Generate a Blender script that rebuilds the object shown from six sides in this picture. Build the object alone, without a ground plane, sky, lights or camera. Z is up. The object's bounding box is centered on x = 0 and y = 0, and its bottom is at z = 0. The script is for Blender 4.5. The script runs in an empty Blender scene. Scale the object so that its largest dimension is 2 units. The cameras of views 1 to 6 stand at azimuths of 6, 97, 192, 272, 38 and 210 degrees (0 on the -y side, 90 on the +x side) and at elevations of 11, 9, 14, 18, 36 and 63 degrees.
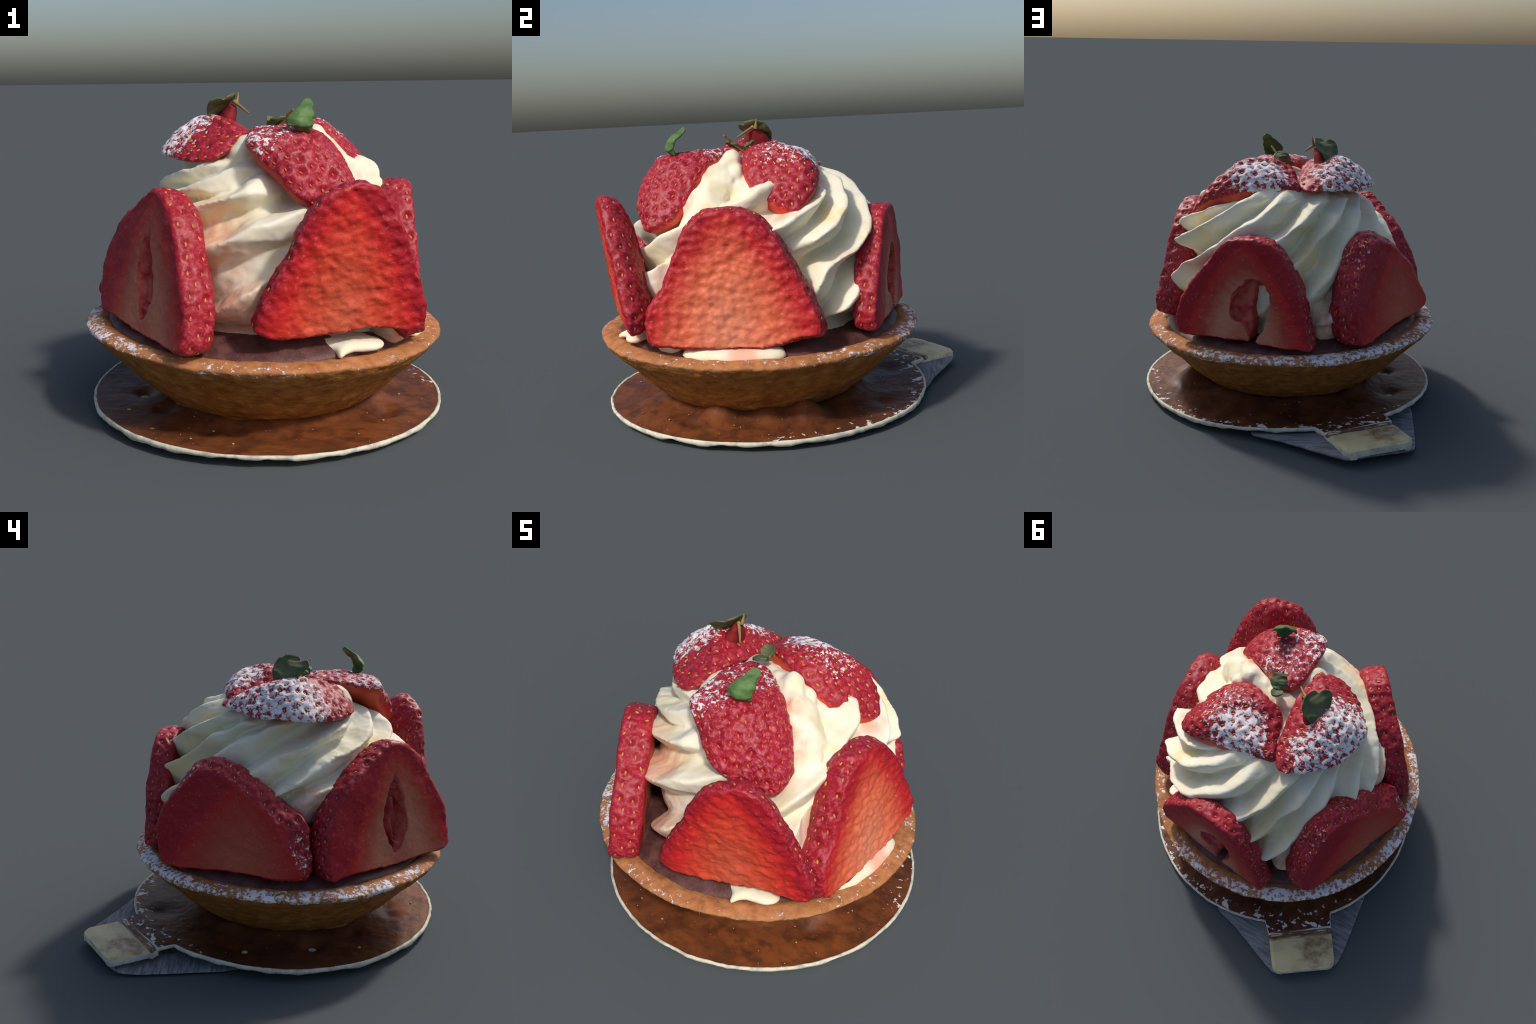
import bpy, bmesh, math
import numpy as np
from mathutils import Matrix, Vector

rng = np.random.default_rng(7)

# ------------------------------------------------------------------ helpers
PERM = np.random.default_rng(11).permutation(256)
PERM = np.concatenate([PERM, PERM, PERM])
GRAD = np.random.default_rng(12).normal(size=(256, 3))
GRAD /= np.linalg.norm(GRAD, axis=1)[:, None]


def perlin(P):
    """vectorised gradient noise, about -0.7..0.7"""
    P = np.asarray(P, float)
    i = np.floor(P).astype(int)
    f = P - i
    w = f * f * f * (f * (f * 6 - 15) + 10)
    i &= 255
    out = 0
    for dx in (0, 1):
        for dy in (0, 1):
            for dz in (0, 1):
                h = PERM[PERM[PERM[i[:, 0] + dx] + i[:, 1] + dy] + i[:, 2] + dz]
                g = GRAD[h & 255]
                d = ((f - (dx, dy, dz)) * g).sum(1)
                k = (w[:, 0] if dx else 1 - w[:, 0]) * (w[:, 1] if dy else 1 - w[:, 1]) * (w[:, 2] if dz else 1 - w[:, 2])
                out = out + d * k
    return out


def fbm(P, octaves=3, gain=0.5):
    P = np.asarray(P, float)
    a, s, out = 1.0, 1.0, 0
    for o in range(octaves):
        out = out + a * perlin(P * s + 17.3 * o)
        a *= gain
        s *= 2.03
    return out


def sstep(a, b, x):
    t = np.clip((x - a) / (b - a), 0, 1)
    return t * t * (3 - 2 * t)


def closed_spline(pts, n):
    """closed Catmull-Rom through the control points, n points at even arc length"""
    P = np.asarray(pts, float)
    m = len(P)
    t = np.linspace(0, m, m * 24, endpoint=False)
    i = t.astype(int)
    f = (t - i)[:, None]
    p0, p1, p2, p3 = (P[(i + k) % m] for k in (-1, 0, 1, 2))
    Q = 0.5 * (2 * p1 + (p2 - p0) * f + (2 * p0 - 5 * p1 + 4 * p2 - p3) * f ** 2 + (3 * p1 - p0 - 3 * p2 + p3) * f ** 3)
    Qc = np.vstack([Q, Q[:1]])
    s = np.r_[0, np.cumsum(np.linalg.norm(np.diff(Qc, axis=0), axis=1))]
    x = np.linspace(0, s[-1], n, endpoint=False)
    return np.stack([np.interp(x, s, Qc[:, k]) for k in range(P.shape[1])], 1)


def new_mesh(name, V, F, smooth=True):
    me = bpy.data.meshes.new(name)
    me.from_pydata([tuple(map(float, v)) for v in V], [], [tuple(map(int, f)) for f in F])
    me.validate()
    if smooth:
        me.polygons.foreach_set("use_smooth", [True] * len(me.polygons))
    me.update()
    return me


def add_object(name, me, parent=None, matrix=None):
    ob = bpy.data.objects.new(name, me)
    bpy.context.scene.collection.objects.link(ob)
    if parent is not None:
        ob.parent = parent
    if matrix is not None:
        ob.matrix_local = matrix
    return ob


def loft(rings, close_start=True, close_end=True):
    """rings: list of (n,3) arrays -> verts, faces of a closed skin"""
    n = len(rings[0])
    V = list(np.vstack(rings))
    F = []
    for k in range(len(rings) - 1):
        a, b = k * n, (k + 1) * n
        for i in range(n):
            j = (i + 1) % n
            F.append((a + i, a + j, b + j, b + i))
    if close_start:
        c = len(V)
        V.append(rings[0].mean(0))
        F += [(c, (i + 1) % n, i) for i in range(n)]
    if close_end:
        c = len(V)
        V.append(rings[-1].mean(0))
        o = (len(rings) - 1) * n
        F += [(c, o + i, o + (i + 1) % n) for i in range(n)]
    return np.array(V), F


def bake(ob):
    """apply the modifiers, return the mesh"""
    dg = bpy.context.evaluated_depsgraph_get()
    me = bpy.data.meshes.new_from_object(ob.evaluated_get(dg))
    old = ob.data
    ob.modifiers.clear()
    ob.data = me
    bpy.data.meshes.remove(old)
    return me


def fix_normals(me):
    bm = bmesh.new()
    bm.from_mesh(me)
    bmesh.ops.recalc_face_normals(bm, faces=bm.faces)
    bm.to_mesh(me)
    bm.free()


def remesh(ob, size, smooth=2):
    m = ob.modifiers.new("r", "REMESH")
    m.mode = "VOXEL"
    m.voxel_size = size
    m.use_smooth_shade = True
    if smooth:
        s = ob.modifiers.new("s", "SMOOTH")
        s.factor = 0.5
        s.iterations = smooth
    return bake(ob)


def get_co(me):
    a = np.empty(len(me.vertices) * 3)
    me.vertices.foreach_get("co", a)
    return a.reshape(-1, 3)


def set_co(me, P):
    me.vertices.foreach_set("co", np.ascontiguousarray(P, float).ravel())
    me.update()


def get_no(me):
    a = np.empty(len(me.vertices) * 3)
    me.vertex_normals.foreach_get("vector", a)
    return a.reshape(-1, 3)


# ---------------------------------------------------------------- materials
class Nodes:
    def __init__(self, name, rough=0.6, spec=0.3):
        self.mat = bpy.data.materials.new(name)
        self.mat.use_nodes = True
        self.t = self.mat.node_tree
        self.b = self.t.nodes["Principled BSDF"]
        self.b.inputs["Roughness"].default_value = rough
        self.b.inputs["Specular IOR Level"].default_value = spec
        self.co = self.t.nodes.new("ShaderNodeTexCoord").outputs["Object"]

    def put(self, sock, v):
        if isinstance(v, bpy.types.NodeSocket):
            self.t.links.new(v, sock)
        elif isinstance(v, tuple) and len(v) == 3 and sock.type == "RGBA":
            sock.default_value = (*v, 1)
        else:
            sock.default_value = v

    def math(self, op, a, b=0.0, clamp=False):
        n = self.t.nodes.new("ShaderNodeMath")
        n.operation = op
        n.use_clamp = clamp
        self.put(n.inputs[0], a)
        self.put(n.inputs[1], b)
        return n.outputs[0]

    def mix(self, f, a, b):
        n = self.t.nodes.new("ShaderNodeMix")
        n.data_type = "RGBA"
        self.put(n.inputs["Factor"], f)
        self.put(n.inputs["A"], a) if False else self.put(n.inputs[6], a)
        self.put(n.inputs[7], b)
        return n.outputs[2]

    def mapped(self, scale=(1, 1, 1), loc=(0, 0, 0), rot=(0, 0, 0)):
        n = self.t.nodes.new("ShaderNodeMapping")
        n.inputs["Scale"].default_value = scale
        n.inputs["Location"].default_value = loc
        n.inputs["Rotation"].default_value = rot
        self.t.links.new(self.co, n.inputs["Vector"])
        return n.outputs[0]

    def noise(self, scale, detail=3.0, rough=0.55, vec=None, dist=0.0):
        n = self.t.nodes.new("ShaderNodeTexNoise")
        n.inputs["Scale"].default_value = scale
        n.inputs["Detail"].default_value = detail
        n.inputs["Roughness"].default_value = rough
        n.inputs["Distortion"].default_value = dist
        self.t.links.new(vec if vec is not None else self.co, n.inputs["Vector"])
        return n.outputs["Fac"]

    def ramp(self, f, *stops, mode="EASE"):
        """smooth 0..1 remap, or colour ramp when stops carry colours"""
        n = self.t.nodes.new("ShaderNodeValToRGB")
        n.color_ramp.interpolation = mode
        el = n.color_ramp.elements
        while len(el) < len(stops):
            el.new(0.5)
        for e, (p, c) in zip(el, stops):
            e.position = p
            e.color = (*c, 1) if isinstance(c, tuple) else (c, c, c, 1)
        self.put(n.inputs[0], f)
        return n.outputs[0]

    def rng(self, f, a, b, c=0.0, d=1.0):
        n = self.t.nodes.new("ShaderNodeMapRange")
        n.interpolation_type = "SMOOTHSTEP"
        self.put(n.inputs[0], f)
        for i, v in enumerate((a, b, c, d)):
            n.inputs[i + 1].default_value = v
        return n.outputs[0]

    def xyz(self, vec=None):
        n = self.t.nodes.new("ShaderNodeSeparateXYZ")
        self.t.links.new(vec if vec is not None else self.co, n.inputs[0])
        return n.outputs

    def dist(self, p):
        n = self.t.nodes.new("ShaderNodeVectorMath")
        n.operation = "DISTANCE"
        self.t.links.new(self.co, n.inputs[0])
        n.inputs[1].default_value = p
        return n.outputs["Value"]

    def pointiness(self):
        return self.t.nodes.new("ShaderNodeNewGeometry").outputs["Pointiness"]

    def normal_z(self):
        n = self.t.nodes.new("ShaderNodeSeparateXYZ")
        self.t.links.new(self.t.nodes.new("ShaderNodeNewGeometry").outputs["Normal"], n.inputs[0])
        return n.outputs[2]

    def bump(self, h, strength=0.3, dist=0.01):
        n = self.t.nodes.new("ShaderNodeBump")
        n.inputs["Strength"].default_value = strength
        n.inputs["Distance"].default_value = dist
        self.put(n.inputs["Height"], h)
        self.t.links.new(n.outputs[0], self.b.inputs["Normal"])

    def color(self, c):
        self.put(self.b.inputs["Base Color"], c)
        return self.mat


SUGAR = (0.82, 0.785, 0.82)
SKIN = (0.37, 0.010, 0.022)
SKIN_DARK = (0.24, 0.005, 0.011)
SKIN_PINK = (0.54, 0.11, 0.15)


def skin_material(name, sugar=None, pink=0.45):
    """sugar: list of (centre in object space, radius, amount)"""
    m = Nodes(name, 0.45, 0.35)
    n1 = m.noise(9, 3)
    n2 = m.noise(55, 4, 0.65, dist=0.8)
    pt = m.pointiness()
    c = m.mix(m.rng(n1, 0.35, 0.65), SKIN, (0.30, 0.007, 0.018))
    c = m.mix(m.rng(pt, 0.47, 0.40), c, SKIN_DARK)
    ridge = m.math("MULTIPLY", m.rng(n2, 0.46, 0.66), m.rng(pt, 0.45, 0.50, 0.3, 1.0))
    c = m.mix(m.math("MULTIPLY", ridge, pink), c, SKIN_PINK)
    if sugar:
        zone = None
        for p, r, a in sugar:
            z = m.rng(m.dist(p), r, r * 0.35, 0.0, a)
            zone = z if zone is None else m.math("MAXIMUM", zone, z)
        grain = m.noise(38, 6, 0.72)
        v = m.math("ADD", m.math("MULTIPLY", m.math("SUBTRACT", grain, 0.5), 2.5), zone)
        v = m.math("ADD", v, m.math("MULTIPLY", m.math("SUBTRACT", pt, 0.5), 3.2))
        v = m.rng(v, 0.50, 0.68)
        v = m.math("MULTIPLY", v, m.rng(zone, 0.02, 0.15))
        c = m.mix(v, c, SUGAR)
        m.bump(m.math("ADD", n2, v), 0.35, 0.006)
        m.put(m.b.inputs["Roughness"], m.rng(v, 0, 1, 0.45, 0.9))
    else:
        m.bump(n2, 0.3, 0.006)
    return m.color(c)


def flesh_material(name, core, mid, edge, halfw, vbot, vtop, pale=None, reach=1.0):
    """cut strawberry: pale heart running to a red edge; object space is (u across, v up, depth)"""
    m = Nodes(name, 0.5, 0.3)
    x, y, _ = m.xyz()
    t = m.math("DIVIDE", m.math("SUBTRACT", y, vbot), vtop - vbot)
    t = m.math("MAXIMUM", t, 0.0)
    wid = m.math("MULTIPLY", m.math("POWER", m.math("MAXIMUM", m.math("SUBTRACT", 1.02, t), 0.001), 0.62), halfw)
    u = m.math("DIVIDE", m.math("ABSOLUTE", x), m.math("MAXIMUM", wid, 0.02))
    d = m.math("POWER", m.math("ADD", m.math("POWER", u, 2.4), m.math("POWER", t, 3.0)), 0.42)
    n = m.noise(1.0, 3, 0.6, m.mapped((11, 18, 9)))
    d = m.math("ADD", d, m.math("MULTIPLY", m.math("SUBTRACT", n, 0.5), 0.35))
    d = m.math("MULTIPLY", d, reach)
    stops = [(0.0, core), (0.45, mid), (0.78, edge), (1.0, SKIN)]
    if pale:
        stops = [(0.0, core), (0.28, pale), (0.42, pale), (0.7, mid), (0.88, edge), (1.0, SKIN)]
    c = m.ramp(d, *stops, mode="LINEAR")
    fine = m.noise(1.0, 3, 0.6, m.mapped((44, 52, 44)))
    c = m.mix(m.rng(fine, 0.58, 0.75, 0, 0.28), c, (0.85, 0.33, 0.24))
    c = m.mix(m.rng(fine, 0.42, 0.28, 0, 0.35), c, edge)
    m.bump(fine, 0.35, 0.008)
    return m.color(c)


def cream_material(name="whipped_cream"):
    m = Nodes(name, 0.55, 0.25)
    n = m.noise(4.5, 3)
    c = m.mix(m.rng(n, 0.45, 0.7), (0.88, 0.835, 0.67), (0.86, 0.78, 0.55))
    def spots(pts):
        out = None
        for p, r in pts:
            z = m.rng(m.dist(p), r, r * 0.25)
            out = z if out is None else m.math("MAXIMUM", out, z)
        return out
    w = m.noise(9, 3, dist=1.0)
    # occluded folds painted yellow: shade tinted into the cream by location
    gold = m.math("MULTIPLY", spots((((0.47, -0.22, 1.10), 0.16), ((-0.22, -0.66, 1.0), 0.22), ((0.42, 0.34, 1.05), 0.16), ((-0.2, 0.5, 0.95), 0.25))), m.rng(w, 0.36, 0.62, 0.0, 0.65))
    c = m.mix(gold, c, (0.86, 0.66, 0.27))
    c = m.mix(m.rng(m.noise(6.5, 3, dist=0.8), 0.50, 0.70, 0.0, 0.45), c, (0.87, 0.74, 0.42))
    # peach patches in the front folds and beside the berries
    stain = spots((((0.40, -0.40, 1.14), 0.13), ((0.34, -0.30, 1.30), 0.09), ((-0.24, -0.70, 0.84), 0.34), ((-0.08, -0.80, 0.58), 0.30), ((0.53, 0.10, 1.10), 0.11),
                   ((0.66, -0.45, 0.80), 0.17), ((0.0, -0.1, 1.3), 0.12), ((0.55, 0.42, 0.80), 0.14), ((0.78, -0.1, 0.45), 0.13), ((-0.36, 0.50, 0.60), 0.20), ((-0.62, -0.22, 0.85), 0.16), ((0.62, -0.6, 0.5), 0.16)))
    stain = m.math("MULTIPLY", stain, m.rng(m.noise(11, 3, dist=1.0), 0.3, 0.62, 0.2, 0.85))
    c = m.mix(stain, c, (0.86, 0.40, 0.27))
    m.bump(m.noise(40, 3), 0.12, 0.006)
    m.b.inputs["Subsurface Weight"].default_value = 0.0
    return m.color(c)


def crust_material():
    m = Nodes("golden_pastry", 0.7, 0.2)
    n = m.noise(14, 5, 0.65)
    n2 = m.noise(1.0, 4, 0.6, m.mapped((30, 30, 60)))
    c = m.ramp(n, (0.3, (0.22, 0.075, 0.014)), (0.5, (0.35, 0.135, 0.028)), (0.72, (0.47, 0.215, 0.058)), mode="LINEAR")
    c = m.mix(m.rng(n2, 0.55, 0.72, 0, 0.5), c, (0.20, 0.07, 0.015))
    m.bump(m.math("ADD", n, n2), 0.5, 0.012)
    return m.color(c)


def rim_material():
    m = Nodes("sugared_rim", 0.75, 0.2)
    n = m.noise(16, 5, 0.65)
    c = m.ramp(n, (0.3, (0.30, 0.105, 0.036)), (0.5, (0.44, 0.18, 0.068)), (0.75, (0.55, 0.26, 0.11)), mode="LINEAR")
    x, y, z = m.xyz()
    # sugar is thick at the back and left, thin in front
    side = m.math("ADD", m.math("MULTIPLY", x, -0.17), m.math("MULTIPLY", y, 0.15))
    zone = m.math("ADD", 0.33, side)
    big = m.noise(5.0, 2)
    grain = m.noise(38, 6, 0.72)
    r = m.math("SQRT", m.math("ADD", m.math("MULTIPLY", x, x), m.math("MULTIPLY", y, y)))
    band = m.rng(m.math("ABSOLUTE", m.math("SUBTRACT", r, 0.845)), 0.085, 0.02)
    v = m.math("ADD", zone, m.math("MULTIPLY", m.math("SUBTRACT", grain, 0.5), 2.4))
    v = m.math("ADD", v, m.math("MULTIPLY", m.math("SUBTRACT", big, 0.5), 1.0))
    v = m.math("MULTIPLY", v, band)
    v = m.rng(v, 0.37, 0.54)
    c = m.mix(v, c, SUGAR)
    m.bump(m.math("ADD", n, v), 0.5, 0.01)
    return m.color(c)


def filling_material():
    m = Nodes("dark_filling", 0.5, 0.35)
    n = m.noise(12, 4)
    c = m.mix(m.rng(n, 0.35, 0.65), (0.075, 0.025, 0.022), (0.14, 0.055, 0.05))
    g = m.noise(120, 3, 0.7)
    c = m.mix(m.rng(g, 0.62, 0.72, 0, 0.6), c, (0.35, 0.24, 0.24))
    m.bump(g, 0.4, 0.006)
    return m.color(c)


def board_material():
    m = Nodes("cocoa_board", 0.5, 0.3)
    x, y, z = m.xyz()
    n = m.noise(7, 4, 0.6)
    n2 = m.noise(1.0, 4, 0.6, m.mapped((10, 14, 10), rot=(0, 0, 0.7)))
    c = m.mix(m.rng(n, 0.35, 0.68), (0.068, 0.021, 0.010), (0.155, 0.049, 0.016))  # browns darkened towards the board's shaded back view
    warm = m.rng(m.math("ADD", m.math("MULTIPLY", x, 0.5), m.math("MULTIPLY", y, -0.6)), -0.3, 0.7)  # orange reflection in the foil, painted as a gradient towards the front
    c = m.mix(m.math("MULTIPLY", warm, m.rng(n2, 0.4, 0.6, 0.2, 0.9)), c, (0.23, 0.066, 0.018))
    c = m.mix(m.rng(m.noise(3.2, 4, 0.6), 0.52, 0.68, 0, 0.6), c, (0.065, 0.022, 0.011))
    # sugar dust, clumped towards the outer edge at the back
    r = m.math("SQRT", m.math("ADD", m.math("MULTIPLY", x, x), m.math("MULTIPLY", y, y)))
    back = m.rng(m.math("ADD", m.math("MULTIPLY", y, 0.8), m.math("MULTIPLY", x, 0.15)), -0.25, 0.5, 0.0, 0.42)
    edge = m.rng(r, 0.66, 0.87)
    grain = m.noise(24, 4, 0.62)
    v = m.math("ADD", m.math("MULTIPLY", edge, back), m.math("MULTIPLY", m.math("SUBTRACT", grain, 0.5), 2.2))
    v = m.rng(v, 0.55, 0.64)
    specks = m.rng(m.noise(75, 2, 0.5), 0.735, 0.76)
    v = m.math("MAXIMUM", m.math("MULTIPLY", v, edge), m.math("MULTIPLY", specks, 0.8))
    c = m.mix(v, c, SUGAR)
    m.bump(m.math("ADD", n2, v), 0.25, 0.008)
    return m.color(c)


def card_edge_material():
    m = Nodes("pale_card_edge", 0.8, 0.15)
    n = m.noise(18, 4, 0.65)
    c = m.mix(m.rng(n, 0.4, 0.7), (0.72, 0.69, 0.55), (0.45, 0.44, 0.38))
    m.bump(n, 0.4, 0.008)
    return m.color(c)


def tab_material():
    m = Nodes("gold_card", 0.45, 0.4)
    # object space of the tab: x along, y across
    x, y, z = m.xyz()
    n = m.noise(9, 4, 0.6)
    c = m.mix(m.rng(n, 0.4, 0.7), (0.62, 0.54, 0.30), (0.52, 0.44, 0.25))
    fold = m.math("ADD", x, m.math("MULTIPLY", m.math("SUBTRACT", m.noise(1.0, 3, 0.6, m.mapped((4, 12, 4))), 0.5), 0.05))
    br = m.rng(fold, 0.055, 0.02)
    stain = m.rng(m.math("ADD", m.dist((0.12, -0.09, 0.0)), m.math("MULTIPLY", m.math("SUBTRACT", m.noise(14, 4, 0.7), 0.5), 0.25)), 0.17, 0.06)
    br = m.math("MAXIMUM", br, m.math("MULTIPLY", stain, 0.85))
    c = m.mix(br, c, (0.16, 0.065, 0.03))
    crease = m.noise(1.0, 3, 0.6, m.mapped((70, 9, 10), rot=(0, 0, 0.06)))
    cz = m.math("MULTIPLY", m.rng(crease, 0.56, 0.62), m.rng(m.math("ABSOLUTE", m.math("SUBTRACT", x, 0.02)), 0.06, 0.03))
    c = m.mix(m.math("MULTIPLY", cz, 0.75), c, (0.66, 0.60, 0.45))
    sug = m.math("MULTIPLY", m.rng(m.noise(22, 4, 0.6), 0.55, 0.62), m.rng(m.dist((0.15, -0.12, 0.0)), 0.13, 0.05))
    c = m.mix(m.math("MULTIPLY", sug, 0.8), c, (0.62, 0.62, 0.74))
    m.bump(n, 0.2, 0.006)
    return m.color(c)


def wood_material():
    m = Nodes("grey_wood", 0.8, 0.2)
    n = m.noise(1.0, 4, 0.65, m.mapped((7, 55, 20), rot=(0, 0, 0.95)))
    c = m.ramp(n, (0.3, (0.10, 0.10, 0.11)), (0.55, (0.24, 0.24, 0.26)), (0.75, (0.36, 0.36, 0.38)), mode="LINEAR")
    m.bump(n, 0.4, 0.006)
    return m.color(c)


def leaf_material(name, a, b, under):
    m = Nodes(name, 0.55, 0.3)
    n = m.noise(16, 4, 0.6)
    c = m.mix(m.rng(n, 0.35, 0.68), a, b)
    if under:
        c = m.mix(m.rng(m.noise(9, 2), 0.52, 0.66, 0, 0.5), c, under)
    m.bump(n, 0.3, 0.008)
    return m.color(c)


def plain(name, col, col2, scale=30, rough=0.6):
    m = Nodes(name, rough, 0.3)
    n = m.noise(scale, 3)
    return m.color(m.mix(m.rng(n, 0.35, 0.65), col, col2))


# ------------------------------------------------------------------ root
root = bpy.data.objects.new("strawberry_tart", None)
root["label"] = "cream swirl tart ringed with sugared strawberry slices on a card"
root["category"] = "pastry dessert"
bpy.context.scene.collection.objects.link(root)

# ------------------------------------------------------------ strawberry skin
MAT_SEED = plain("straw_seed", (0.60, 0.30, 0.08), (0.48, 0.17, 0.05), 25, 0.5)
MAT_SEED_RED = plain("red_seed", (0.60, 0.085, 0.04), (0.52, 0.15, 0.05), 25, 0.5)


def pick_pits(P, ok, spacing, seed):
    """spread points over the allowed vertices, no two nearer than the spacing"""
    r = np.random.default_rng(seed)
    idx = np.where(ok)[0]
    r.shuffle(idx)
    cell = {}
    out = []
    for i in idx:
        k = tuple(np.floor(P[i] / spacing).astype(int))
        sp = spacing * r.uniform(0.82, 1.0) * (1.0 if r.random() < 0.7 else 0.8)
        good = True
        for dx in (-1, 0, 1):
            for dy in (-1, 0, 1):
                for dz in (-1, 0, 1):
                    for j in cell.get((k[0] + dx, k[1] + dy, k[2] + dz), ()):
                        if ((P[i] - P[j]) ** 2).sum() < sp * sp:
                            good = False
                            break
                    if not good:
                        break
                if not good:
                    break
            if not good:
                break
        if good:
            cell.setdefault(k, []).append(i)
            out.append(i)
    return np.array(out, int)


def seed_mesh(name, C, N, axis, mat, size, seed):
    """little pointed achenes lying in their pits, joined"""
    r = np.random.default_rng(seed)
    nu, nv = 8, 5
    base = []
    for j in range(nv + 1):
        ph = math.pi * j / nv
        for i in range(nu):
            th = 2 * math.pi * i / nu
            taper = 1.0 - 0.35 * math.cos(ph)
            base.append((math.cos(ph), math.sin(ph) * math.cos(th) * 0.52 * taper, math.sin(ph) * math.sin(th) * 0.42))
    base = np.array(base)
    bf = []
    for j in range(nv):
        for i in range(nu):
            a, b = j * nu + i, j * nu + (i + 1) % nu
            bf.append((a, b, b + nu, a + nu))
    V, F = [], []
    for c, n in zip(C, N):
        t = axis - n * (axis @ n) + r.normal(size=3) * 0.15
        t -= n * (t @ n)
        t /= np.linalg.norm(t)
        s = np.cross(n, t)
        k = size * r.uniform(0.8, 1.2)
        o = len(V) * len(base)
        V.append(c + k * (base[:, :1] * t + base[:, 1:2] * s + base[:, 2:] * n))
        F += [tuple(q + o for q in f) for f in bf]
    me = new_mesh(name, np.vstack(V), F)
    me.materials.append(mat)
    return me


def dimple(P, N, pits, depth, width):
    """press a round pit under every seed, with a slight raised collar"""
    d = np.zeros(len(P))
    r = np.random.default_rng(len(pits) + 5)
    full = depth
    for i in pits:
        depth = full * r.uniform(0.55, 1.2)
        q = ((P - P[i]) ** 2).sum(1) / width ** 2
        d += -depth * np.exp(-q) + depth * 0.2 * np.exp(-((np.sqrt(q) - 1.8) ** 2) * 2)
    return P + N * d[:, None]


# ------------------------------------------------------------------ slices
def frame(c, n):
    c, n = np.array(c, float), np.array(n, float)
    n /= np.linalg.norm(n)
    u = np.cross((0, 0, 1), n)
    u /= np.linalg.norm(u)
    v = np.cross(n, u)
    M = Matrix(((u[0], v[0], n[0], c[0]), (u[1], v[1], n[1], c[1]), (u[2], v[2], n[2], c[2]), (0, 0, 0, 1)))
    return M, c, n, u, v


def prism(outline, w0, w1, n=64, scale1=1.0):
    O = closed_spline(outline, n)
    c = O.mean(0)
    # torn, not cut with a knife
    O = c + (O - c) * (1 + 0.16 * fbm(np.c_[O * 16, O[:, :1] * 0 + 2.5], 2))[:, None]
    rings = [np.c_[O, np.full(n, w0)], np.c_[c + (O - c) * scale1, np.full(n, w1)]]
    V, F = loft(rings)
    me = new_mesh("cutter", V, F)
    fix_normals(me)
    return bpy.data.objects.new("cutter", me)


SLICE_FRAMES = []


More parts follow.
